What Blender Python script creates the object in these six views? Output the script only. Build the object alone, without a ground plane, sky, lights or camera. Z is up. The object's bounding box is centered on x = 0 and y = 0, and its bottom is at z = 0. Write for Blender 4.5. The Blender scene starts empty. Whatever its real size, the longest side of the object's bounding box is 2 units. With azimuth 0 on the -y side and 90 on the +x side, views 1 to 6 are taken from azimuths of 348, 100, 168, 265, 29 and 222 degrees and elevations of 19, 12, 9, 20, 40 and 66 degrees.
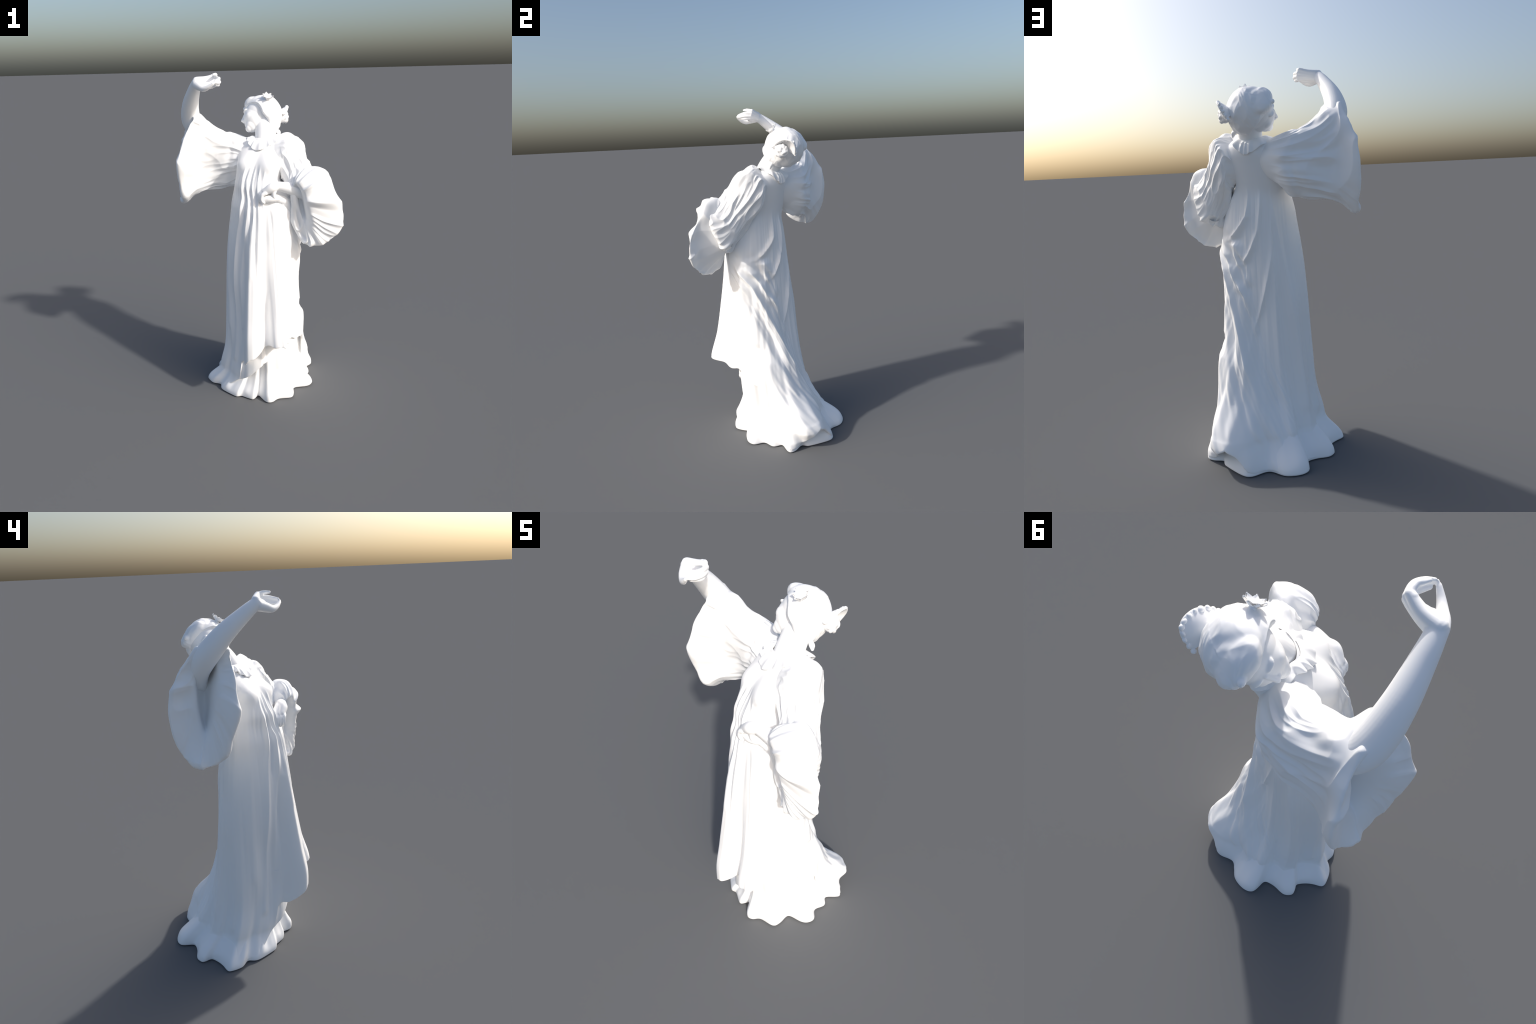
"""White plaster statuette of a dancing woman in a long gown: raised right arm in a
wide bell sleeve, left hand gathering the overskirt, head thrown back."""
import bpy, math
import numpy as np
from mathutils import Vector, Matrix

RNG = np.random.RandomState(7)
TAU = 2 * math.pi

# ------------------------------------------------------------------ helpers
def plaster():
    m = bpy.data.materials.new("white_plaster")
    m.use_nodes = True
    nt = m.node_tree
    b = nt.nodes["Principled BSDF"]
    b.inputs["Roughness"].default_value = 0.5
    tc = nt.nodes.new("ShaderNodeTexCoord")
    no = nt.nodes.new("ShaderNodeTexNoise")
    no.inputs["Scale"].default_value = 9.0
    no.inputs["Detail"].default_value = 4.0
    ra = nt.nodes.new("ShaderNodeValToRGB")
    ra.color_ramp.elements[0].color = (0.985, 0.985, 0.985, 1)
    ra.color_ramp.elements[1].color = (0.995, 0.995, 0.995, 1)
    nt.links.new(tc.outputs["Object"], no.inputs["Vector"])
    nt.links.new(no.outputs["Fac"], ra.inputs["Fac"])
    nt.links.new(ra.outputs["Color"], b.inputs["Base Color"])
    return m

MAT = plaster()
ROOT = bpy.data.objects.new("statuette", None)
bpy.context.scene.collection.objects.link(ROOT)
ROOT["label"] = "white plaster statuette of a dancing woman in a flowing gown"
ROOT["category"] = "statue"

def add(name, me, parent=None):
    for p in me.polygons:
        p.use_smooth = True
    me.materials.clear()
    me.materials.append(MAT)
    ob = bpy.data.objects.new(name, me)
    bpy.context.scene.collection.objects.link(ob)
    ob.parent = parent or ROOT
    return ob

def mesh_from(name, verts, faces):
    me = bpy.data.meshes.new(name)
    me.from_pydata([tuple(v) for v in verts], [], [tuple(f) for f in faces])
    me.update()
    return me

def grid_faces(n, m, closed=True, off=0):
    """n rows x m columns"""
    i, j = np.meshgrid(np.arange(n - 1), np.arange(m if closed else m - 1), indexing="ij")
    j2 = (j + 1) % m
    f = np.stack([i * m + j, i * m + j2, (i + 1) * m + j2, (i + 1) * m + j], -1)
    return f.reshape(-1, 4) + off

def grid_normals(P, closed=True):
    du = (np.roll(P, -1, 1) - np.roll(P, 1, 1)) if closed else np.gradient(P, axis=1)
    dv = np.gradient(P, axis=0)
    n = np.cross(dv, du)
    return n / (np.linalg.norm(n, axis=-1, keepdims=True) + 1e-12)

def shell(P, t, closed=True, sign=1.0):
    """give a grid surface a thickness t inward and a rounded rim at its last row"""
    N = grid_normals(P, closed) * sign
    T = P[-1] - P[-2]
    T /= np.linalg.norm(T, axis=-1, keepdims=True) + 1e-12
    Nl = N[-1]
    rows = [P]
    for a in (0.2, 0.4, 0.6, 0.8, 1.0):
        an = a * math.pi
        rows.append((P[-1] - Nl * t / 2 + (Nl * math.cos(an) + T * math.sin(an)) * t / 2)[None])
    rows.append((P - N * t)[::-1][1:])
    return np.concatenate(rows, 0)

def catmull(C, n, closed):
    """Catmull-Rom resample of control points C (k, ...) to n points"""
    C = np.asarray(C, float)
    k = len(C)
    if closed:
        t = np.arange(n) / n * k
        i = np.floor(t).astype(int)
        g = lambda o: C[(i + o) % k]
    else:
        t = np.linspace(0, k - 1, n)
        i = np.minimum(np.floor(t).astype(int), k - 2)
        E = np.concatenate([[2 * C[0] - C[1]], C, [2 * C[-1] - C[-2]]])
        g = lambda o: E[i + o + 1]
    f = (t - i).reshape((-1,) + (1,) * (C.ndim - 1))
    a, b, c, d = g(-1), g(0), g(1), g(2)
    return 0.5 * (2 * b + (c - a) * f + (2 * a - 5 * b + 4 * c - d) * f ** 2 + (3 * b - a - 3 * c + d) * f ** 3)

def loft(rings, nu, nv):
    R = np.array([catmull(r, nu, True) for r in rings])
    return catmull(R, nv, False)

def smooth(x, a, b):
    t = np.clip((x - a) / (b - a), 0, 1)
    return t * t * (3 - 2 * t)

def waves(x, freqs, rng, sharp=1.0):
    """periodic sum of sines of x (0..1)"""
    s = np.zeros_like(x)
    for f in freqs:
        s = s + np.sin(TAU * (f * x + rng.rand())) * (0.6 + 0.8 * rng.rand())
    return s / math.sqrt(len(freqs))

def vnoise(x, y, rng, size=64):
    """smooth 2D value noise, periodic in both with period `size`"""
    L = rng.rand(size, size) * 2 - 1
    xi, yi = np.floor(x).astype(int), np.floor(y).astype(int)
    fx, fy = x - xi, y - yi
    fx, fy = fx * fx * (3 - 2 * fx), fy * fy * (3 - 2 * fy)
    g = lambda a, b: L[(xi + a) % size, (yi + b) % size]
    return (g(0, 0) * (1 - fx) + g(1, 0) * fx) * (1 - fy) + (g(0, 1) * (1 - fx) + g(1, 1) * fx) * fy

def tube(spine, radii, n=24, k=40, flat=None):
    """closed tapered tube through spine points -> verts, faces"""
    S = catmull(spine, k, False)
    r = catmull(np.array(radii, float)[:, None], k, False)[:, 0]
    T = np.gradient(S, axis=0)
    T /= np.linalg.norm(T, axis=1, keepdims=True)
    up = np.array([0.13, 0.2, 0.97])
    rings = []
    for p, t, q in zip(S, T, r):
        a = np.cross(up, t); a /= np.linalg.norm(a)
        b = np.cross(t, a)
        an = np.arange(n) / n * TAU
        rings.append(p + q * (np.cos(an)[:, None] * a + np.sin(an)[:, None] * b))
    # round ends
    def cap(p, t, ring, q):
        return [p + t * q * math.sin(x) + (ring - p) * math.cos(x) for x in (0.5, 1.0, 1.35)]
    start = cap(S[0], -T[0], rings[0], r[0])[::-1]
    end = cap(S[-1], T[-1], rings[-1], r[-1])
    G = np.array(start + rings + end)
    rows = len(G)
    V = list(G.reshape(-1, 3)) + [S[0] - T[0] * r[0], S[-1] + T[-1] * r[-1]]
    F = [tuple(f) for f in grid_faces(rows, n)]
    a, b = len(V) - 2, len(V) - 1
    for j in range(n):
        F.append((a, (j + 1) % n, j))
        F.append((b, (rows - 1) * n + j, (rows - 1) * n + (j + 1) % n))
    return V, F

def ellipsoid(c, axes, rad, n=32, k=18):
    """axes: three unit vectors"""
    th = np.linspace(0, math.pi, k)[1:-1]
    ph = np.arange(n) / n * TAU
    A = np.array(axes, float) * np.array(rad, float)[:, None]
    c = np.array(c, float)
    G = np.array([[c + math.sin(t) * (math.cos(p) * A[0] + math.sin(p) * A[1]) + math.cos(t) * A[2] for p in ph] for t in th])
    rows = len(G)
    V = list(G.reshape(-1, 3)) + [c + A[2], c - A[2]]
    F = [tuple(f) for f in grid_faces(rows, n)]
    a, b = len(V) - 2, len(V) - 1
    for j in range(n):
        F.append((a, (j + 1) % n, j))
        F.append((b, (rows - 1) * n + j, (rows - 1) * n + (j + 1) % n))
    return V, F

def fuse(name, parts, voxel, smooth_iter=6, factor=0.5):
    """join primitives and voxel-remesh them into one smooth surface; returns mesh"""
    V, F = [], []
    for v, f in parts:
        o = len(V)
        V += list(v)
        F += [tuple(i + o for i in q) for q in f]
    me = mesh_from(name + "_raw", V, F)
    import bmesh
    bm = bmesh.new(); bm.from_mesh(me)
    bmesh.ops.recalc_face_normals(bm, faces=bm.faces)
    bm.to_mesh(me); bm.free()
    ob = bpy.data.objects.new(name + "_raw", me)
    bpy.context.scene.collection.objects.link(ob)
    r = ob.modifiers.new("r", "REMESH"); r.mode = "VOXEL"; r.voxel_size = voxel
    s = ob.modifiers.new("s", "SMOOTH"); s.iterations = smooth_iter; s.factor = factor
    dg = bpy.context.evaluated_depsgraph_get()
    out = bpy.data.meshes.new_from_object(ob.evaluated_get(dg))
    bpy.data.objects.remove(ob)
    bpy.data.meshes.remove(me)
    return out

def split(me, regions, parent=None):
    """split one smooth mesh into named region objects with shared borders and normals.
    regions: list of (name, fn(centres)->bool mask); the last takes the rest"""
    nv = len(me.vertices)
    co = np.empty(nv * 3); me.vertices.foreach_get("co", co); co = co.reshape(-1, 3)
    no = np.empty(nv * 3)
    me.vertex_normals.foreach_get("vector", no); no = no.reshape(-1, 3)
    polys = [tuple(p.vertices) for p in me.polygons]
    cen = np.array([co[list(p)].mean(0) for p in polys])
    left = np.ones(len(polys), bool)
    obs = []
    for name, fn in regions:
        sel = left & (fn(cen) if fn else True)
        left &= ~sel
        idx = np.nonzero(sel)[0]
        if not len(idx):
            continue
        used = np.unique(np.concatenate([polys[i] for i in idx]))
        mp = -np.ones(nv, int); mp[used] = np.arange(len(used))
        m2 = mesh_from(name, co[used], [tuple(mp[list(polys[i])]) for i in idx])
        ob = add(name, m2, parent)
        m2.normals_split_custom_set_from_vertices([tuple(v) for v in no[used]])
        obs.append(ob)
    return obs

def wrap(a):
    return (a + math.pi) % TAU - math.pi

def unit(v):
    v = np.array(v, float)
    return v / np.linalg.norm(v)

# ------------------------------------------------------------------ gown sections
# height, centre x, centre y, turn (deg), half widths: left, right, front, back
SECT = np.array([
    (0.00, .05,  .05, -12, .31, .33, .30, .345),
    (0.06, .05,  .03, -12, .295, .325, .30, .33),
    (0.13, .05,  .01, -12, .285, .315, .32, .29),
    (0.22, .05, -.01, -12, .275, .295, .35, .235),
    (0.30, .05, -.02, -12, .272, .285, .37, .215),
    (0.45, .05, -.03, -12, .262, .268, .385, .19),
    (0.57, .05, -.03, -12, .255, .248, .365, .175),
    (0.73, .05, -.03, -12, .241, .235, .335, .158),
    (0.93, .05, -.03, -12, .225, .222, .30, .134),
    (1.10, .05, -.03, -12, .205, .195, .265, .115),
    (1.20, .05, -.03, -14, .188, .165, .235, .102),
    (1.31, .045, -.033, -18, .160, .135, .205, .092),
    (1.40, .045, -.036, -25, .145, .128, .165, .112),
    (1.50, .058, -.042, -36, .142, .142, .115, .142),
    (1.56, .068, -.030, -36, .150, .150, .080, .142),
    (1.605, .077, -.010, -36, .122, .138, .065, .112),
    (1.64, .085, .005, -36, .066, .085, .055, .060),
])
def sect(z):
    """spline through the section table"""
    z = np.asarray(z, float)
    out = []
    Z = SECT[:, 0]
    for c in range(1, 8):
        y = SECT[:, c]
        m = np.gradient(y, Z)
        i = np.clip(np.searchsorted(Z, z) - 1, 0, len(Z) - 2)
        h = Z[i + 1] - Z[i]
        t = np.clip((z - Z[i]) / h, 0, 1)
        out.append((2*t**3 - 3*t**2 + 1) * y[i] + (t**3 - 2*t**2 + t) * h * m[i]
                   + (-2*t**3 + 3*t**2) * y[i+1] + (t**3 - t**2) * h * m[i+1])
    return out

def section_radius(th, z, front_scale=1.0, p_front=None):
    cx, cy, rot, aL, aR, bF, bB = sect(z)
    k = smooth(z, 1.05, 1.4)
    pf = (1.32 + .8 * k) if p_front is None else p_front
    pb = 1.85 + .3 * k
    ph = th - np.radians(rot)
    c, s = np.cos(ph), np.sin(ph)
    a = np.where(c > 0, aR, aL)
    b = np.where(s > 0, bB, bF * front_scale)
    p = np.where(s > 0, pb, pf)
    return 1 / ((np.abs(c) / a) ** p + (np.abs(s) / b) ** p) ** (1 / p)

# skirt cross-sections: radius from the axis by direction (rows) and height (columns)
SKIRT_Z = np.array([.15, .30, .47, .62, .80, .97, 1.12, 1.25, 1.36])
SKIRT = np.array([
    # left flank
    (-180, 0.255, 0.230, 0.228, 0.225, 0.225, 0.217, 0.200, 0.178, 0.155),
    (-170, 0.248, 0.225, 0.225, 0.222, 0.220, 0.212, 0.198, 0.178, 0.152),
    (-160, 0.238, 0.216, 0.208, 0.210, 0.220, 0.214, 0.198, 0.180, 0.150),
    (-150, 0.245, 0.214, 0.206, 0.210, 0.226, 0.222, 0.205, 0.185, 0.155),
    (-140, 0.245, 0.235, 0.210, 0.212, 0.222, 0.217, 0.207, 0.190, 0.160),
    (-130, 0.260, 0.262, 0.262, 0.245, 0.225, 0.222, 0.215, 0.200, 0.165),
    # hanging tuck, hollow, lifted front panel
    (-125, 0.325, 0.325, 0.318, 0.300, 0.274, 0.250, 0.232, 0.205, 0.165),
    (-119.5, 0.370, 0.370, 0.363, 0.335, 0.305, 0.278, 0.250, 0.215, 0.170),
    (-112, 0.368, 0.368, 0.362, 0.333, 0.303, 0.275, 0.250, 0.215, 0.172),
    (-106, 0.345, 0.345, 0.325, 0.312, 0.293, 0.272, 0.250, 0.220, 0.175),
    (-102.5, 0.290, 0.290, 0.288, 0.258, 0.258, 0.250, 0.232, 0.216, 0.175),
    (-96.5, 0.295, 0.295, 0.292, 0.260, 0.262, 0.254, 0.234, 0.216, 0.175),
    (-93.5, 0.365, 0.365, 0.358, 0.315, 0.285, 0.262, 0.246, 0.222, 0.177),
    (-87, 0.400, 0.400, 0.378, 0.336, 0.303, 0.272, 0.252, 0.228, 0.178),
    (-82, 0.400, 0.400, 0.378, 0.328, 0.290, 0.268, 0.252, 0.235, 0.190),
    (-75, 0.330, 0.330, 0.288, 0.264, 0.252, 0.248, 0.246, 0.240, 0.205),
    # left hip, sweep and train
    (-60, 0.238, 0.238, 0.226, 0.238, 0.238, 0.242, 0.250, 0.252, 0.230),
    (-45, 0.212, 0.205, 0.205, 0.216, 0.226, 0.248, 0.254, 0.245, 0.225),
    (-30, 0.262, 0.238, 0.220, 0.224, 0.230, 0.243, 0.232, 0.195, 0.170),
    (-10, 0.286, 0.260, 0.256, 0.238, 0.222, 0.200, 0.175, 0.165, 0.158),
    (10, 0.306, 0.286, 0.272, 0.222, 0.182, 0.150, 0.130, 0.122, 0.120),
    (30, 0.405, 0.322, 0.262, 0.192, 0.146, 0.122, 0.116, 0.110, 0.106),
    (45, 0.410, 0.310, 0.232, 0.160, 0.124, 0.116, 0.110, 0.106, 0.102),
    (60, 0.342, 0.262, 0.178, 0.130, 0.116, 0.114, 0.110, 0.104, 0.102),
    # back
    (75, 0.285, 0.228, 0.168, 0.138, 0.124, 0.120, 0.114, 0.108, 0.104),
    (90, 0.258, 0.200, 0.174, 0.156, 0.142, 0.132, 0.120, 0.112, 0.106),
    (110, 0.252, 0.214, 0.184, 0.166, 0.150, 0.146, 0.130, 0.120, 0.112),
    (130, 0.240, 0.224, 0.206, 0.192, 0.182, 0.154, 0.141, 0.132, 0.122),
    (150, 0.252, 0.230, 0.220, 0.210, 0.207, 0.190, 0.172, 0.153, 0.140),
    (168, 0.268, 0.248, 0.242, 0.236, 0.228, 0.216, 0.198, 0.178, 0.155),
])
_sg = np.linspace(-180, 180, 721)[:-1]
_sk = []
for _c in range(1, SKIRT.shape[1]):
    _y = np.interp(_sg, SKIRT[:, 0], SKIRT[:, _c], period=360)
    _kk = np.exp(-0.5 * (np.arange(-12, 13) / 2.6) ** 2); _kk /= _kk.sum()
    _sk.append(np.convolve(np.concatenate([_y[-12:], _y, _y[:12]]), _kk, "valid"))
_sk = np.array(_sk)
def skirt_radius(th, z):
    """smooth interpolation of the skirt cross-sections"""
    x = (np.degrees(wrap(th)) + 180) * 2
    i = np.floor(x).astype(int); f = x - i
    zi = np.clip(np.searchsorted(SKIRT_Z, z) - 1, 0, len(SKIRT_Z) - 2)
    t = np.clip((z - SKIRT_Z[zi]) / (SKIRT_Z[zi + 1] - SKIRT_Z[zi]), 0, 1)
    row = lambda k: _sk[np.clip(k, 0, len(SKIRT_Z) - 1), i % 720] * (1 - f) + _sk[np.clip(k, 0, len(SKIRT_Z) - 1), (i + 1) % 720] * f
    a, b, c, d = row(zi - 1), row(zi), row(zi + 1), row(zi + 2)
    return 0.5 * (2 * b + (c - a) * t + (2 * a - 5 * b + 4 * c - d) * t ** 2 + (3 * b - a - 3 * c + d) * t ** 3)

# outline of the hem on the ground, starting at the left, counter-clockwise
HEM = np.array([(-.306, .14), (-.314, .116), (-.292, .05), (-.25, .02), (-.25, -.035), (-.215, -.096),
    (-.165, -.158), (-.142, -.154), (-.07, -.214), (-.033, -.182), (.003, -.262), (.042, -.272), (.085, -.25),
    (.17, -.252), (.2, -.213), (.222, -.155), (.3, -.152), (.338, -.135), (.36, -.096), (.34, -.04), (.376, .02),
    (.36, .076), (.424, .115), (.407, .158), (.35, .19), (.353, .228), (.285, .341), (.235, .37), (.15, .355),
    (.08, .412), (0, .422), (-.05, .392), (-.055, .33), (-.11, .308), (-.18, .304), (-.22, .265), (-.2, .23),
    (-.234, .186), (-.275, .155)])
_h = catmull(HEM, 1200, True) - np.array([.05, .05])
_ha = np.arctan2(_h[:, 1], _h[:, 0]); _hr = np.hypot(_h[:, 0], _h[:, 1])
_o = np.argsort(_ha); _ha, _hr = _ha[_o], _hr[_o]
_g = np.linspace(-math.pi, math.pi, 721)[:-1]
_hr = np.interp(_g, _ha, _hr, period=TAU)
_k = np.exp(-0.5 * (np.arange(-60, 61) / 22.0) ** 2); _k /= _k.sum()
_hs = np.convolve(np.concatenate([_hr[-60:], _hr, _hr[:60]]), _k, "valid")
_k2 = np.exp(-0.5 * (np.arange(-60, 61) / 3.0) ** 2); _k2 /= _k2.sum()
_hr = np.convolve(np.concatenate([_hr[-60:], _hr, _hr[:60]]), _k2, "valid")
def hem_r(th):
    return np.interp(th, _g, _hr, period=TAU)
def hem_smooth(th):
    return np.interp(th, _g, _hs, period=TAU)

def fold(th, z, path, kind=1.6):
    """ridge running along path [(z, angle deg, width deg, height)], top to bottom"""
    P = np.array(path, float)
    P = P[np.argsort(P[:, 0])]
    c = np.interp(z, P[:, 0], P[:, 1]); w = np.interp(z, P[:, 0], P[:, 2])
    h = np.interp(z, P[:, 0], P[:, 3])
    fade = smooth(z, P[0, 0] - .06, P[0, 0]) * (1 - smooth(z, P[-1, 0], P[-1, 0] + .06)) if P[0, 0] > 0.05 else (1 - smooth(z, P[-1, 0], P[-1, 0] + .06))
    x = np.abs(wrap(th - np.radians(c))) / np.radians(w)
    return h * np.exp(-x ** kind) * fade

# sweep of the drapery from the left hip round to the back hem: angle by height
SWEEP = [(0.0, 86), (.12, 83), (.236, 73), (.41, 55), (.53, 42), (.63, 31), (.78, 10), (.957, -13), (1.12, -45), (1.2, -60)]
GOWN_FOLDS = [
    # the sweeping ridge, the hollow in front of it and the crumpled rope behind it
    [(1.12, -45, 6, .0), (.957, -13, 5, .010), (.78, 10, 5.5, .014), (.63, 31, 6, .018), (.53, 42, 6, .020), (.41, 55, 6.5, .022), (.236, 73, 8, .020), (.12, 83, 10, .012), (0, 86, 13, .0)],
    [(.95, -27, 6, .0), (.888, -18, 6, -.008), (.70, 6, 7, -.014), (.51, 27, 7, -.018), (.3, 50, 8, -.018), (.14, 62, 8, -.012)],
    [(1.08, -24, 5, .0), (1.037, -14, 5, .012), (.908, 10, 6, .016), (.853, 25, 6, .016), (.80, 36, 6, .012), (.72, 46, 6, .0)],
    # edge of the train that starts below the knee, with the notch above it
    [(.62, -14, 6, .0), (.585, -8, 8, -.016), (.55, 0, 8, -.010), (.5, 8, 7, .0)],
    [(.56, -6, 7, .0), (.50, 4, 8, .012), (.38, 14, 8, .016), (.24, 24, 8, .018), (.12, 30, 8, .012)],
    [(.16, 43, 11, .0), (.10, 44, 11, .022), (.05, 44, 11, .034), (.02, 44, 11, .02), (0, 44, 11, .005)],
    [(.17, 27, 10, .0), (.11, 26, 10, .022), (.05, 24, 10, .030), (.0, 22, 10, .01)],
    # swags hanging across the back and hip
    [(1.38, 76, 5, .0), (1.30, 74, 6, .008), (1.17, 67, 7, .014), (1.08, 50, 7, .020), (1.02, 34, 7, .018), (.98, 22, 8, .0)],
    [(1.40, 40, 5, .0), (1.30, 39, 6, .012), (1.24, 36, 7, .020), (1.19, 21, 8, .028), (1.14, 3, 9, .026), (1.10, -12, 9, .0)],
    [(1.25, 104, 4, .004), (1.05, 97, 5, .010), (.92, 85, 5, .014), (.8, 72, 5, .018), (.66, 53, 5, .006)],
    [(1.35, 104, 5, .003), (1.17, 116, 5, .006), (.95, 123, 5, .010), (.6, 129, 5, .014), (.3, 131, 6, .016), (.12, 128, 6, .012)],
    [(1.0, 100, 4, .004), (.7, 97, 4.5, .010), (.4, 96, 5, .012), (.15, 98, 6, .014)],
    [(1.1, 138, 6, .004), (.6, 134, 6, .007), (.25, 126, 7, .010)],
    [(1.1, 160, 5, .003), (.8, 160, 5, .008), (.45, 160, 5.5, .014), (.2, 158, 6, .016)],
    [(1.12, 4, 8, .0), (1.09, 8, 10, .022), (1.04, 18, 10, .018), (1.0, 26, 8, .0)],
    # left flank
    [(1.3, -170, 4, .003), (1.0, -174, 5, .004), (.5, -176, 5, .005)],
    # gathers falling from under the bust
    [(1.45, -146, 3.2, .005), (1.32, -138, 3.4, .012), (1.1, -146, 4, .012), (.7, -154, 4.5, .012), (.28, -157, 6, .014)],
    [(1.45, -139, 2, -.003), (1.32, -131, 2.4, -.008), (1.1, -138, 3, -.006)],
    [(1.45, -133, 2.6, .005), (1.28, -124, 3, .013), (1.1, -129, 3.4, .012), (.88, -137, 4, .008), (.5, -141, 5, .006)],
    [(1.45, -126, 2, -.003), (1.28, -119, 2.2, -.008), (1.1, -122, 3, -.006)],
    [(1.45, -120, 2.6, .005), (1.26, -114, 2.6, .012), (1.12, -116, 3, .008), (.9, -117, 3, .004)],
    [(1.45, -108, 2.6, .006), (1.35, -107, 2.6, .012), (1.25, -106, 2.6, .008), (1.0, -108, 2.6, .004)],
    [(1.43, -97, 2.4, .006), (1.36, -98, 2.6, .010), (1.3, -99, 2.6, .004)],
    [(1.25, -111.5, 1.6, -.003), (1.05, -112.5, 1.8, -.008), (.85, -111, 1.5, -.004)],
    [(1.2, -89, 1.6, -.003), (.95, -88, 1.6, -.005), (.7, -87, 1.5, -.008), (.35, -86, 1.8, -.010)],
    [(.9, -66, 6, .004), (.35, -63, 7, .008)],
]
def bump(th, z, ang, zc, wa, wz, h):
    return h * np.exp(-(wrap(th - math.radians(ang)) / math.radians(wa)) ** 2 - ((z - zc) / wz) ** 2)

def drapery(th, z):
    """small slanting pleats beside the sweep, crumples on the hip and fine grain of the cloth"""
    S = np.array(SWEEP)
    s = np.degrees(wrap(th - np.radians(np.interp(z, S[:, 0], S[:, 1]))))
    rng = np.random.RandomState(21)
    win = smooth(s, -34, -14) * (1 - smooth(s, 22, 48)) * smooth(z, .05, .2) * (1 - smooth(z, 1.0, 1.12))
    r = win * .006 * vnoise(s / 7.0 + 200, z * 3.0 + 10, rng)
    r = r + win * .003 * vnoise(s / 3.0 + 200, z * 5.0 + 10, rng)
    tr = smooth(np.degrees(th), -5, 20) * (1 - smooth(np.degrees(th), 95, 125)) * smooth(z, .0, .05) * (1 - smooth(z, .3, .55))
    r = r + tr * (.008 * vnoise(s / 8.0 + 200, z * 5.0 + 10, rng) + .004 * vnoise(s / 3.6 + 200, z * 6.0 + 10, rng))
    hip = smooth(s, 2, 12) * (1 - smooth(s, 36, 60)) * smooth(z, .76, .86) * (1 - smooth(z, 1.12, 1.2))
    r = r + hip * .009 * vnoise(np.degrees(th) / 11 + z * 9 + 60, z * 22 + 8, rng)
    u = (th / TAU + .5)
    fine = smooth(z, .05, .3) * (1 - smooth(z, 1.25, 1.42))
    r = r + fine * .0026 * vnoise(u * 44, z * 1.6 + 3, np.random.RandomState(4), 44)
    r = r + fine * .0018 * vnoise(u * 90, z * 2.5 + 3, np.random.RandomState(5), 90)
    g = smooth(z, 1.1, 1.25) * (1 - smooth(z, 1.41, 1.46)) * np.exp(-(wrap(th + math.radians(118)) / .75) ** 4)
    r = r + g * .006 * vnoise(u * 80, z * 2.0 + 5, np.random.RandomState(6), 80)
    return r

def hem_blend(th, z, top, power=1.6):
    """hem scallops carried up the skirt, dying out at height top"""
    k = (1 - smooth(z, 0.0, top)) ** power
    return (hem_r(th) - hem_smooth(th)) * k

def base_radius(th, z):
    q = smooth(z, 1.30, 1.42)
    r = section_radius(th, z) * q + skirt_radius(th, z) * (1 - q)
    k = 1 - smooth(z, 0.0, 0.14)
    return r * (1 - k) + hem_smooth(th) * k

def gown_radius(th, z):
    r = base_radius(th, z) + hem_blend(th, z, 0.55)
    for f in GOWN_FOLDS:
        r = r + fold(th, z, f)
    r = r + bump(th, z, -164, 1.515, 26, .055, .026) + bump(th, z, -84, 1.50, 26, .06, .040)
    r = r + bump(th, z, -122, 1.47, 16, .05, -.010)
    return r + drapery(th, z)

def place(th, z, r):
    cx, cy = sect(z)[:2]
    return np.stack([cx + r * np.cos(th), cy + r * np.sin(th), z + 0 * th], -1)

# hem height of the overskirt by angle (deg)
HEM_Z = [(-180, .015), (-165, .03), (-152, .085), (-145, .118), (-141, .135), (-138.5, .270), (-128, .288), (-121, .345), (-116, .385), (-106, .41), (-101, .43), (-95, .455), (-86, .46),
         (-72, .43), (-53, .40), (-35, .385), (-10, .352), (-2, .30), (4, .17), (9, .06), (14, .02), (22, .03), (30, .065), (38, .105), (44, .130), (50, .10), (57, .03), (62, .016), (180, .015)]
def overskirt():
    nu, nv = 900, 280
    th = np.linspace(-math.pi, math.pi, nu, endpoint=False)
    hz = np.array(HEM_Z)
    zh = np.interp(np.degrees(th), hz[:, 0], hz[:, 1])
    zh = zh + 0.005 * waves(th / TAU, [9, 14, 23], np.random.RandomState(3)) * smooth(zh, .05, .3)
    t = np.linspace(0, 1, nv)[:, None]
    z = 1.64 + (zh[None] - 1.64) * t
    TH = np.broadcast_to(th, z.shape)
    P = place(TH, z, gown_radius(TH, z))
    P = shell(P, 0.012)
    me = mesh_from("gown", P.reshape(-1, 3), grid_faces(len(P), nu))
    split(me, [("bodice", lambda c: c[:, 2] > 1.43), ("overskirt", None)])

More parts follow.
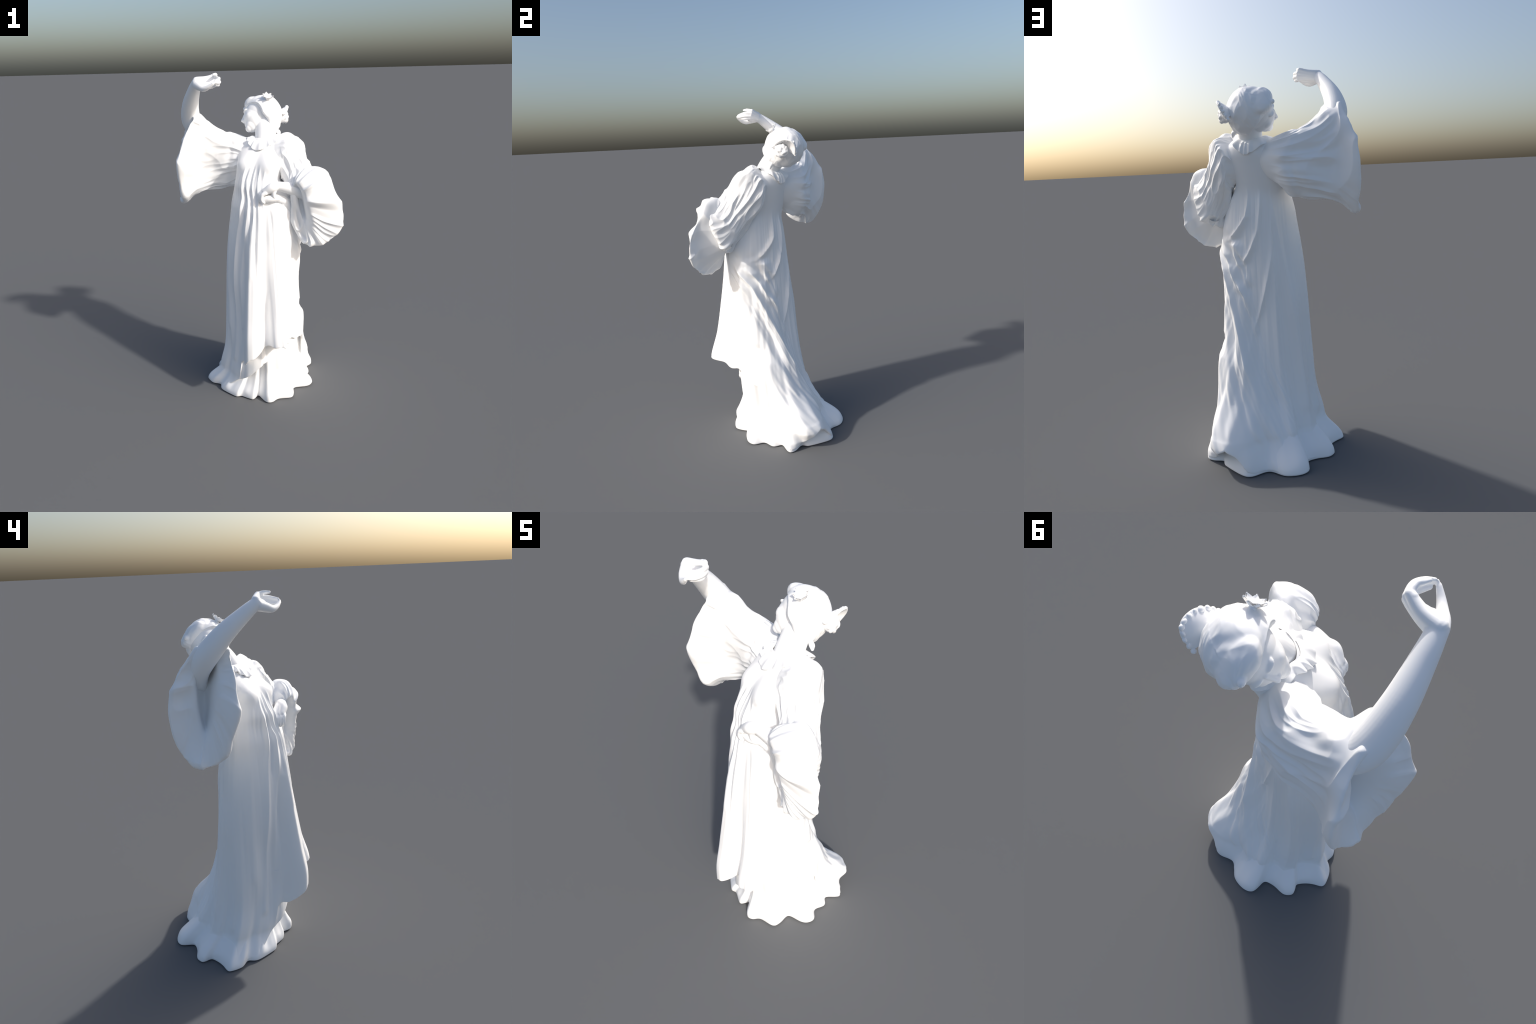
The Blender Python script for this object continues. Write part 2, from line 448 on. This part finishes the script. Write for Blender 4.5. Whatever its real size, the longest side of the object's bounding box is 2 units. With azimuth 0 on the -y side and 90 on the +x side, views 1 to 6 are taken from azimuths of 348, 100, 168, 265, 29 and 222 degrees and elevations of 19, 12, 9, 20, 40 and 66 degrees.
def under_radius(TH, z):
    """narrow pleated underskirt at the front; follows the gown elsewhere"""
    A = np.array([(-180, .232), (-150, .205), (-120, .205), (-100, .215), (-80, .215), (-60, .205), (-45, .205), (-30, .215), (-15, .220), (0, .235), (180, .232)])
    d = np.degrees(wrap(TH))
    front = np.interp(d, A[:, 0], A[:, 1])
    r = np.minimum(base_radius(TH, np.maximum(z, .1)) - .016, front)
    k2 = smooth(d, -14, 6) * (1 - smooth(d, 150, 175))
    tuck = np.minimum(base_radius(TH, z) - .018, hem_smooth(TH) - .012 + .05 * z)      # drawn in under the train
    k3 = smooth(d, 4, 14) * (1 - smooth(d, 62, 75)) * (1 - smooth(z, .14, .2))
    r = r * (1 - k2) + ((base_radius(TH, z) - .018) * (1 - k3) + tuck * k3) * k2
    k = 1 - smooth(z, 0.0, 0.20)
    r = r * (1 - k) + hem_smooth(TH) * k + 1.15 * hem_blend(TH, z, 0.55, 1.0)
    r = r + .006 * smooth(z, .02, .06) * (1 - smooth(z, .2, .5)) * vnoise((TH / TAU + .5) * 48, z * 3 + 2, np.random.RandomState(8), 48)
    return r - 0.012 * smooth(z, .02, .1)

def underskirt():
    nu, nv = 720, 130
    th = np.linspace(-math.pi, math.pi, nu, endpoint=False)
    t = np.linspace(0, 1, nv)[:, None]
    z = 0.6 + (0.008 - 0.6) * t + 0 * th
    TH = np.broadcast_to(th, z.shape)
    r = under_radius(TH, z)
    P = shell(place(TH, z, r), 0.012)
    add("underskirt", mesh_from("underskirt", P.reshape(-1, 3), grid_faces(len(P), nu)))

def middle_skirt():
    """gown layer seen between the lifted overskirt and the underskirt at the front left"""
    nu, nv = 200, 110
    deg = np.linspace(-152, -99, nu)
    th = np.radians(deg)
    H = np.array([(-152, .085), (-145, .118), (-135, .14), (-123, .184), (-107, .262), (-99, .290)])
    zh = np.interp(deg, H[:, 0], H[:, 1])
    t = np.linspace(0, 1, nv)[:, None]
    z = .50 + (zh[None] - .50) * t
    TH = np.broadcast_to(th, z.shape)
    k = smooth(deg[None] + 0 * z, -149, -128)
    front = np.interp(deg, [-152, -130, -118, -107, -99], [.225, .240, .243, .240, .232])[None]
    front = front + .005 * vnoise(deg[None] / 9.0 + 40, z * 2 + 5, np.random.RandomState(9))
    front = front - .035 * smooth(deg[None], -106, -99) + .012 * smooth(zh[None] + .12 - z, 0, .12)
    r = (gown_radius(TH, z) - .006) * (1 - k) + front * k
    P = shell(place(TH, z, r), .010, closed=False)
    add("skirt_layer", mesh_from("skirt_layer", P.reshape(-1, 3), grid_faces(len(P), nu, closed=False)))
    me = fuse("tuck", [tube([(-.030, -.228, .262), (-.008, -.240, .284), (.016, -.236, .294), (.035, -.222, .298)], [.009, .015, .013, .006], 20, 20)], .003, 4)
    add("tucked_fold", me)

overskirt()
underskirt()
middle_skirt()

# ------------------------------------------------------------------ right sleeve (wide bell)
# control rings: top, back-top, back, back-bottom, bottom, front-bottom, front, front-top
R_SLEEVE = [
    [(.06, .04, 1.60), (.08, .07, 1.57), (.085, .07, 1.515), (.06, .06, 1.46), (.03, .03, 1.44), (.0, -.0, 1.46), (.01, -.02, 1.51), (.03, .0, 1.56)],
    [(.00, .07, 1.63), (.03, .13, 1.59), (.045, .150, 1.515), (.01, .135, 1.43), (-.03, .07, 1.40), (-.06, .0, 1.44), (-.055, -.015, 1.51), (-.02, .01, 1.585)],
    [(-.10, .13, 1.668), (-.07, .20, 1.625), (-.045, .225, 1.51), (-.06, .21, 1.41), (-.10, .145, 1.345), (-.10, .075, 1.39), (-.10, .032, 1.50), (-.10, .035, 1.61)],
    [(-.20, .12, 1.695), (-.205, .195, 1.668), (-.20, .230, 1.52), (-.21, .215, 1.39), (-.235, .170, 1.318), (-.225, .125, 1.355), (-.215, .098, 1.48), (-.205, .068, 1.64)],
    [(-.275, .07, 1.752), (-.300, .19, 1.735), (-.295, .250, 1.55), (-.305, .235, 1.37), (-.325, .18, 1.288), (-.325, .115, 1.330), (-.315, .085, 1.47), (-.285, .070, 1.68)],
    [(-.30, .045, 1.785), (-.340, .195, 1.75), (-.368, .308, 1.55), (-.384, .275, 1.315), (-.400, .178, 1.250), (-.402, .080, 1.305), (-.424, .008, 1.51), (-.365, .018, 1.69)],
    [(-.300, .085, 1.765), (-.332, .18, 1.71), (-.345, .235, 1.57), (-.350, .225, 1.42), (-.378, .168, 1.32), (-.385, .105, 1.42), (-.398, .072, 1.57), (-.345, .065, 1.68)],
    [(-.28, .105, 1.73), (-.305, .175, 1.68), (-.325, .19, 1.57), (-.325, .18, 1.45), (-.34, .16, 1.39), (-.34, .13, 1.45), (-.335, .11, 1.57), (-.30, .095, 1.67)],
    [(-.235, .125, 1.69), (-.25, .172, 1.65), (-.255, .178, 1.57), (-.255, .172, 1.48), (-.26, .16, 1.44), (-.26, .142, 1.48), (-.255, .128, 1.57), (-.24, .115, 1.65)],
    [(-.212, .149, 1.572), (-.212, .150, 1.5715), (-.212, .151, 1.571), (-.212, .151, 1.570), (-.212, .150, 1.569), (-.212, .149, 1.5695), (-.212, .148, 1.570), (-.212, .148, 1.571)],
]
def pleats(u, v, cells, stretch, seed, drift=0.0):
    """ridged noise running along v; u in 0..1 round the sleeve"""
    n = vnoise((u + drift * v) * cells, v * stretch + 7, np.random.RandomState(seed), cells)
    return 1 - 2.2 * np.abs(n)

def outward(P):
    N = grid_normals(P)
    c = P.mean(1, keepdims=True)
    q = len(P) // 3
    return N if ((P - c)[:q] * N[:q]).sum() > 0 else -N

def right_sleeve():
    nu, nv = 420, 300
    P = loft(R_SLEEVE, nu, nv)
    u = (np.arange(nu) / nu)[None]; v = np.linspace(0, 1, nv)[:, None]
    N = outward(P)
    k = smooth(v, .09, .21) * (1 - smooth(v, .62, .76))
    rim = np.exp(-((v - .556) / .08) ** 2)
    d = k * (.0045 * vnoise(u * 22 + 0 * v, v * 16, np.random.RandomState(37), 22) + .013 * pleats(u, v, 9, 5, 31, .12) + .007 * pleats(u, v, 18, 6, 32, -.15) + .0025 * pleats(u, v, 34, 8, 33))
    d = d + smooth(v, .54, .61) * (1 - smooth(v, .70, .80)) * .009 * pleats(u, v, 12, 2, 38)
    d = d + rim * (.011 * vnoise(u * 15 + 0 * v, 3 * v, np.random.RandomState(34), 15) + .005 * vnoise(u * 30 + 0 * v, 3 * v, np.random.RandomState(35), 30))
    d = d - .010 * np.exp(-((v - .24 - .01 * np.sin(TAU * u * 3)) / .018) ** 2) * (.4 + .6 * np.cos(TAU * (u + .1)) ** 2)
    P = P + N * d[..., None]
    P = P + np.array([-1., 0, 0]) * (rim * .005 * vnoise(u * 13 + 0 * v, 2 * v, np.random.RandomState(36), 13))[..., None]
    add("sleeve", mesh_from("sleeve", P.reshape(-1, 3), grid_faces(nv, nu)))
right_sleeve()

# ------------------------------------------------------------------ left sleeve and cuff
L_SLEEVE = [
    [(.10, -.01, 1.60), (.13, .02, 1.57), (.13, .03, 1.53), (.11, .01, 1.46), (.09, -.04, 1.45), (.07, -.09, 1.48), (.06, -.09, 1.54), (.07, -.06, 1.58)],
    [(.15, -.03, 1.64), (.18, .01, 1.60), (.18, .02, 1.53), (.17, .0, 1.45), (.15, -.06, 1.42), (.12, -.14, 1.46), (.11, -.15, 1.54), (.12, -.10, 1.61)],
    [(.215, -.07, 1.655), (.25, -.03, 1.62), (.235, .008, 1.55), (.230, -.005, 1.46), (.19, -.07, 1.40), (.145, -.17, 1.45), (.150, -.178, 1.55), (.18, -.13, 1.63)],
    [(.280, -.12, 1.60), (.285, -.06, 1.565), (.258, -.015, 1.48), (.235, -.03, 1.41), (.195, -.09, 1.36), (.170, -.195, 1.40), (.190, -.208, 1.49), (.235, -.17, 1.57)],
    [(.292, -.18, 1.505), (.308, -.13, 1.45), (.278, -.090, 1.39), (.245, -.09, 1.33), (.20, -.12, 1.29), (.17, -.20, 1.34), (.20, -.235, 1.45), (.26, -.22, 1.51)],
    [(.335, -.235, 1.425), (.338, -.195, 1.36), (.31, -.155, 1.29), (.272, -.178, 1.24), (.23, -.18, 1.225), (.18, -.22, 1.27), (.20, -.25, 1.40), (.28, -.25, 1.46)],
    [(.365, -.28, 1.40), (.370, -.26, 1.33), (.35, -.22, 1.22), (.292, -.215, 1.185), (.24, -.21, 1.18), (.185, -.23, 1.25), (.205, -.25, 1.38), (.28, -.265, 1.44)],
    [(.32, -.27, 1.37), (.325, -.265, 1.33), (.315, -.25, 1.27), (.29, -.24, 1.24), (.25, -.24, 1.24), (.225, -.25, 1.28), (.235, -.26, 1.35), (.28, -.27, 1.38)],
]
L_CUFF = [
    [(.33, -.235, 1.43), (.345, -.225, 1.36), (.335, -.20, 1.29), (.31, -.185, 1.22), (.26, -.185, 1.21), (.205, -.21, 1.26), (.205, -.225, 1.36), (.26, -.235, 1.44)],
    [(.305, -.255, 1.488), (.378, -.295, 1.425), (.390, -.345, 1.28), (.368, -.338, 1.15), (.31, -.30, 1.09), (.22, -.265, 1.11), (.185, -.245, 1.24), (.215, -.235, 1.42)],
    [(.295, -.29, 1.490), (.365, -.335, 1.42), (.436, -.388, 1.25), (.405, -.380, 1.12), (.322, -.342, 1.055), (.225, -.295, 1.085), (.180, -.275, 1.21), (.20, -.265, 1.42)],
    [(.230, -.320, 1.455), (.275, -.375, 1.40), (.320, -.390, 1.27), (.335, -.378, 1.15), (.305, -.36, 1.085), (.24, -.312, 1.095), (.190, -.290, 1.22), (.185, -.285, 1.41)],
    [(.190, -.330, 1.425), (.225, -.362, 1.375), (.248, -.370, 1.29), (.272, -.365, 1.20), (.270, -.345, 1.14), (.240, -.312, 1.13), (.205, -.292, 1.24), (.180, -.292, 1.385)],
    [(.195, -.312, 1.40), (.215, -.328, 1.365), (.232, -.328, 1.29), (.248, -.322, 1.22), (.244, -.312, 1.185), (.232, -.298, 1.195), (.212, -.284, 1.27), (.195, -.285, 1.36)],
    [(.215, -.27, 1.36), (.225, -.275, 1.34), (.235, -.277, 1.29), (.24, -.275, 1.25), (.235, -.27, 1.23), (.23, -.265, 1.24), (.222, -.26, 1.28), (.215, -.262, 1.33)],
    [(.228, -.263, 1.2885), (.2285, -.2632, 1.2882), (.229, -.2635, 1.288), (.2285, -.2632, 1.2875), (.228, -.263, 1.2873), (.2275, -.2628, 1.2875), (.227, -.2625, 1.288), (.2275, -.2628, 1.2883)],
]
def left_sleeve():
    nu, nv = 360, 240
    P = loft(L_SLEEVE, nu, nv)
    u = (np.arange(nu) / nu)[None]; v = np.linspace(0, 1, nv)[:, None]
    k = smooth(v, .12, .28)
    d = k * (.009 * pleats(u, v, 8, 5, 41, .2) + .006 * pleats(u, v, 16, 6, 42, .1) + .0025 * pleats(u, v, 30, 9, 43))
    P = P + outward(P) * d[..., None]
    s = add("sleeve", mesh_from("sleeve", P.reshape(-1, 3), grid_faces(nv, nu)))
    P = loft(L_CUFF, nu, nv)
    rim = np.exp(-((v - .38) / .18) ** 2)
    d = rim * (.014 * pleats(u, v, 12, 2, 44) + .008 * pleats(u, v, 24, 2, 45))
    d = d + np.exp(-((v - .17) / .10) ** 2) * .012 * pleats(u, v, 10, 3, 46)
    d = d * (1 - smooth(v, .82, .95))
    P = P + outward(P) * d[..., None]
    add("cuff", mesh_from("cuff", P.reshape(-1, 3), grid_faces(nv, nu)), s)
left_sleeve()

# ------------------------------------------------------------------ head
HF = unit((-.97, .15, -.125))                   # face forward
HU = np.array((.04, .73, .68)); HU = unit(HU - HF * (HU @ HF))
HL = np.cross(HU, HF)                           # her left
HC = np.array((.095, .106, 1.741))
def hp(f, u, l):
    return HC + HF * f + HU * u + HL * l
FR = (HF, HU, HL)

def head():
    parts = [
        ellipsoid(hp(-.005, .030, 0), FR, (.102, .094, .088), 48, 30),          # skull
        ellipsoid(hp(.036, .002, 0), FR, (.073, .087, .071), 48, 30),           # face
        ellipsoid(hp(.066, -.050, 0), FR, (.040, .036, .042), 32, 20),          # jaw
        ellipsoid(hp(.087, -.066, 0), FR, (.022, .020, .026), 24, 16),          # chin
        tube([hp(.099, .040, 0), hp(.108, .020, 0), hp(.1185, .000, 0)], [.0075, .0075, .0085], 16, 12),
        ellipsoid(hp(.100, -.031, 0), FR, (.0100, .006, .017), 20, 12),         # lips
        ellipsoid(hp(.099, -.042, 0), FR, (.0095, .006, .014), 20, 12),
        tube([(.085, -.02, 1.54), (.09, .0, 1.60), (.10, .035, 1.66), (.105, .08, 1.71)], [.075, .066, .062, .06], 32, 30),
    ]
    for s in (-1, 1):
        parts.append(ellipsoid(hp(.062, -.006, s * .035), FR, (.036, .034, .030), 32, 20))       # cheek
        parts.append(ellipsoid(hp(.086, .043, s * .026), FR, (.018, .008, .026), 20, 12))        # brow
        parts.append(ellipsoid(hp(.086, .026, s * .027), FR, (.010, .007, .013), 20, 12))        # eyelid
        parts.append(ellipsoid(hp(.107, -.006, s * .0085), FR, (.011, .0075, .0075), 16, 10))    # nostril
    me = fuse("head", parts, .0024, 8)
    cut = lambda c: ((c - hp(.02, -.075, 0)) @ unit(HU * .8 + HF * .6)) < -.02
    split(me, [("neck", cut), ("head", None)])

def hair():
    C = np.array((.114, .121, 1.755))
    parts = [ellipsoid(C, FR, (.112, .114, .114), 64, 40),
             ellipsoid(hp(.034, .096, -.004), FR, (.060, .042, .084), 40, 24),   # roll above the forehead
             ellipsoid(hp(-.002, .078, 0), FR, (.085, .058, .094), 40, 24),
             ellipsoid(hp(.090, .116, -.026), FR, (.013, .012, .014), 16, 10),
             ellipsoid(hp(-.045, -.055, -.0), FR, (.06, .04, .08), 32, 20)]     # low roll over the nape
    me = fuse("hair", parts, .003, 16)
    n = len(me.vertices)
    co = np.empty(n * 3); me.vertices.foreach_get("co", co); co = co.reshape(-1, 3)
    q = co - C
    pol = unit(HF * -.75 + HU * -.1 + HL * .3)            # strands are combed back toward the bun
    e1 = unit(np.cross(pol, HL)); e2 = np.cross(pol, e1)
    d = q / np.linalg.norm(q, axis=1, keepdims=True)
    ang = np.arctan2(d @ e2, d @ e1) / TAU + .5
    rad = np.arccos(np.clip(d @ pol, -1, 1))
    w = smooth(rad, .25, .8)
    wob = ang + .03 * np.sin(rad * 5.0 + ang * 12)
    disp = w * (.0032 * pleats(wob, rad, 7, 1.8, 51, .06) + .0020 * pleats(wob, rad, 14, 2.4, 52, -.08) + .0010 * pleats(wob, rad, 34, 3.5, 53, .1))
    disp = disp - .002
    # hairline: forward of it the hair dives under the skin of the face
    h = co - HC
    f, u = h @ HF, h @ HU
    line = np.interp(u, [-.12, -.07, -.04, 0, .02, .05, .075, .085, .1], [-.05, -.03, -.008, .002, .010, .034, .072, .14, .2])
    face = smooth(f - line, 0, .016)
    disp = disp - face * .040
    co = co + d * disp[:, None]
    me.vertices.foreach_set("co", co.reshape(-1)); me.update()
    return add("hair", me)

def bun(parent):
    rng = np.random.RandomState(61)
    c = np.array((.230, .120, 1.740))
    parts = [ellipsoid(c, FR, (.030, .038, .038), 32, 20)]
    for k in range(9):
        a = k / 9 * TAU
        p = c + HU * .027 * math.sin(a) + HL * .027 * math.cos(a) - HF * (.012 + .006 * rng.rand())
        ax = unit(HU * math.cos(a + .6) - HL * math.sin(a + .6) - HF * .4)
        b = unit(np.cross(ax, HF)); cc = np.cross(ax, b)
        parts.append(ellipsoid(p, (ax, b, cc), (.020, .010, .011), 20, 12))
    for k in range(3):
        p = c - HF * .022 + HU * (.012 * (k - 1)) + HL * .008 * (k - 1) ** 2
        parts.append(ellipsoid(p, FR, (.014, .009, .016), 16, 10))
    add("bun", fuse("bun", parts, .003, 4), parent)
    drop = fuse("curl", [tube([(.165, .06, 1.672), (.182, .048, 1.660), (.187, .044, 1.645)], [.009, .013, .008], 16, 14)], .003, 3)
    add("curl", drop, parent)

def comb(parent):
    """fan comb with a beaded scalloped edge standing over the bun"""
    outer = catmull([(.228, .072, 1.765), (.248, .094, 1.786), (.264, .135, 1.803), (.268, .180, 1.794), (.256, .203, 1.760), (.229, .198, 1.716)], 60, False)
    inner = catmull([(.205, .092, 1.755), (.205, .105, 1.765), (.205, .125, 1.770), (.205, .145, 1.765), (.205, .155, 1.75), (.203, .158, 1.735)], 60, False)
    t = np.linspace(0, 1, 24)[:, None, None]
    P = inner[None] * (1 - t) + outer[None] * t
    P = P + np.array([0, 0, 1.]) * (.004 * np.sin(np.pi * t))
    P = shell(P, .010, closed=False)
    o = add("comb", mesh_from("comb", P.reshape(-1, 3), grid_faces(len(P), 60, closed=False)), parent)
    V, F = ellipsoid((0, 0, 0), np.eye(3), (.0095, .0095, .0095), 20, 12)
    bead = mesh_from("bead", V, F)
    rng = np.random.RandomState(81)
    for p in catmull(outer, 13, False):
        b = add("bead", bead, o)
        b.location = Vector(p + np.array([-.003, 0, -.004]) + rng.uniform(-.0015, .0015, 3))
        b.scale = tuple(rng.uniform(.65, 1.15, 3))
    return o

def flower(parent):
    """pointed blossom pinned above the left temple"""
    c = np.array((.118, .062, 1.848))
    n = unit(c - np.array((.112, .121, 1.755)))
    a = unit(np.cross(n, (0, 0, 1))); b = np.cross(n, a)
    V, F = ellipsoid((0, 0, 0), (n, a, b), (.009, .012, .012), 16, 10)
    core = add("flower", mesh_from("flower", V, F), parent)
    core.location = Vector(c + n * .004)
    for k in range(7):
        t = k / 7 * TAU + .2
        d = math.cos(t) * a + math.sin(t) * b
        w = np.cross(n, d)
        L = .034 + .006 * math.sin(3.1 * k)
        rows = []
        for s in np.linspace(0, 1, 9):
            wd = .0145 * math.sin(math.pi * min(1, .22 + s * .74)) + .001
            mid = d * (L * s) + n * (.004 + .016 * s * s)
            rows.append([mid + w * wd * x + n * (.004 * abs(x)) for x in np.linspace(-1, 1, 7)])
        P = shell(np.array(rows), .006, closed=False, sign=-1)
        p = add("petal", mesh_from("petal", P.reshape(-1, 3), grid_faces(len(P), 7, closed=False)), core)
        p.location = Vector((0, 0, 0))

def collar():
    """gathered ruffle round the neckline"""
    outer = [(-.018, -.022, 1.612), (.000, -.070, 1.580), (.035, -.100, 1.578), (.085, -.097, 1.600), (.135, -.072, 1.622), (.178, -.02, 1.640),
             (.182, .035, 1.612), (.162, .072, 1.570), (.135, .090, 1.550), (.095, .095, 1.568), (.045, .078, 1.605), (.0, .035, 1.625)]
    nu, nv = 480, 30
    O = catmull(outer, nu, True)
    c = np.array((.088, .005, 1.622))
    I = c + (O - c) * np.array([.58, .62, .25]) + np.array([.0, .008, .018])
    u = np.arange(nu) / nu
    t = np.linspace(0, 1, nv)[:, None, None]
    P = I[None] * (1 - t) + O[None] * t
    P = P + np.array([0, 0, 1.]) * (.010 * np.sin(np.pi * t * .9))
    # lie on the shoulders, never inside the bodice
    cx, cy = sect(P[..., 2])[:2]
    dx, dy = P[..., 0] - cx, P[..., 1] - cy
    rr = np.hypot(dx, dy)
    need = base_radius(np.arctan2(dy, dx), P[..., 2]) + .003 + .007 * t[..., 0]
    k = np.where(P[..., 2] < 1.632, np.maximum(1, need / rr), 1.0)
    P[..., 0], P[..., 1] = cx + dx * k, cy + dy * k
    rf = (.009 * np.sin(TAU * (14 * u + .35 * np.sin(TAU * 3 * u))) + .006 * vnoise(u * 30, 0 * u, np.random.RandomState(71), 30))[None, :, None] + .005
    rad = (O - c); rad = rad / np.linalg.norm(rad, axis=1, keepdims=True)
    P = P + rf * t ** 1.3 * (np.array([0, 0, .5]) + .5 * rad[None])
    P = shell(P, .006, sign=1)
    add("collar", mesh_from("collar", P.reshape(-1, 3), grid_faces(len(P), nu)))

head()
HAIR = hair()
bun(HAIR); comb(ROOT); flower(ROOT); collar()

# ------------------------------------------------------------------ arms
def right_arm():
    parts = [tube([(-.05, .12, 1.53), (-.2, .17, 1.60), (-.27, .168, 1.665), (-.316, .147, 1.715), (-.332, .11, 1.765), (-.334, .04, 1.84), (-.321, -.05, 1.915), (-.310, -.104, 1.955)],
                  [.042, .044, .050, .054, .0545, .046, .034, .027], 32, 60)]
    parts += right_hand()
    me = fuse("arm", parts, .0024, 5)
    n = unit((.1, -.75, .6))
    w = np.array((-.310, -.104, 1.955))
    split(me, [("hand", lambda c: (((c - w) @ n) > 0) | (c[:, 0] > -.27) & (c[:, 2] > 1.85)), ("arm", None)])

def right_hand():
    W = np.array((-.31, -.104, 1.955))
    K = [(-.213, -.120, 1.988), (-.207, -.123, 1.973), (-.206, -.128, 1.958), (-.211, -.133, 1.945)]
    M = [(-.211, -.146, 1.995), (-.197, -.158, 1.976), (-.196, -.166, 1.958), (-.203, -.164, 1.943)]
    D = [(-.220, -.160, 1.996), (-.207, -.192, 1.969), (-.208, -.198, 1.955), (-.212, -.186, 1.944)]
    T = [(-.229, -.174, 1.996), (-.226, -.212, 1.965), (-.230, -.219, 1.957), (-.224, -.204, 1.946)]
    out = []
    for i, (k, m, d, t) in enumerate(zip(K, M, D, T)):
        k = np.array(k)
        out.append(tube([W + (0, 0, .010 - .007 * i), W * .5 + k * .5 + (.004, .004, 0), k], [.022, .0185, .0128], 18, 20))
        out.append(tube([k + (-.012, .002, 0), k, m, d, t], [.0115, .0112, .0092, .0080, .0062], 16, 24))
    # thumb with the ball of the hand
    out.append(tube([W + (0, -.01, -.01), (-.298, -.145, 1.936), (-.282, -.176, 1.927), (-.262, -.199, 1.934), (-.238, -.217, 1.951)], [.025, .022, .0165, .012, .0078], 20, 30))
    out.append(tube([W, (-.286, -.130, 1.948), (-.270, -.143, 1.944)], [.025, .022, .013], 18, 14))
    out.append(tube([W + (0, -.01, -.008), (-.275, -.130, 1.942), (-.240, -.138, 1.940), (-.218, -.138, 1.942)], [.024, .021, .017, .011], 18, 18))
    return out
right_arm()

def left_arm():
    parts = [tube([(.31, -.235, 1.305), (.25, -.268, 1.345), (.17, -.268, 1.378), (.09, -.258, 1.397)], [.040, .040, .035, .025], 28, 30),
             tube([(.09, -.260, 1.397), (.06, -.262, 1.39), (.025, -.248, 1.368)], [.025, .028, .022], 24, 14),
             tube([(.09, -.250, 1.392), (.06, -.240, 1.382), (.022, -.226, 1.362)], [.023, .026, .020], 24, 14),
             tube([(.070, -.268, 1.375), (.068, -.268, 1.345), (.078, -.262, 1.328), (.092, -.258, 1.326)], [.016, .012, .011, .009], 16, 16)]
    for k in range(4):
        a = np.array((.022 - .003 * k, -.264 + .0165 * k, 1.362 - .002 * k))
        parts.append(tube([a, a + (-.018, .003, -.012), a + (-.021, .005, -.040), a + (-.008, .006, -.056)], [.0125, .0112, .0098, .008], 16, 18))
    me = fuse("forearm", parts, .0026, 5)
    split(me, [("hand", lambda c: c[:, 0] < .09), ("forearm", None)])
left_arm()

def gathered_cloth():
    """bunch of the overskirt squeezed in the left hand and the swag running back to the hip"""
    parts = [tube([(.005, -.232, 1.325), (.04, -.248, 1.325), (.08, -.252, 1.328), (.115, -.244, 1.325)], [.012, .022, .022, .014], 24, 20),
             tube([(.03, -.225, 1.31), (.10, -.238, 1.315), (.15, -.235, 1.29), (.185, -.22, 1.22), (.195, -.20, 1.14)], [.014, .022, .028, .028, .014], 24, 30),
             ellipsoid((.122, -.250, 1.278), np.eye(3), (.011, .011, .015), 16, 12)]
    add("gathered_cloth", fuse("gathered_cloth", parts, .004, 6))
gathered_cloth()
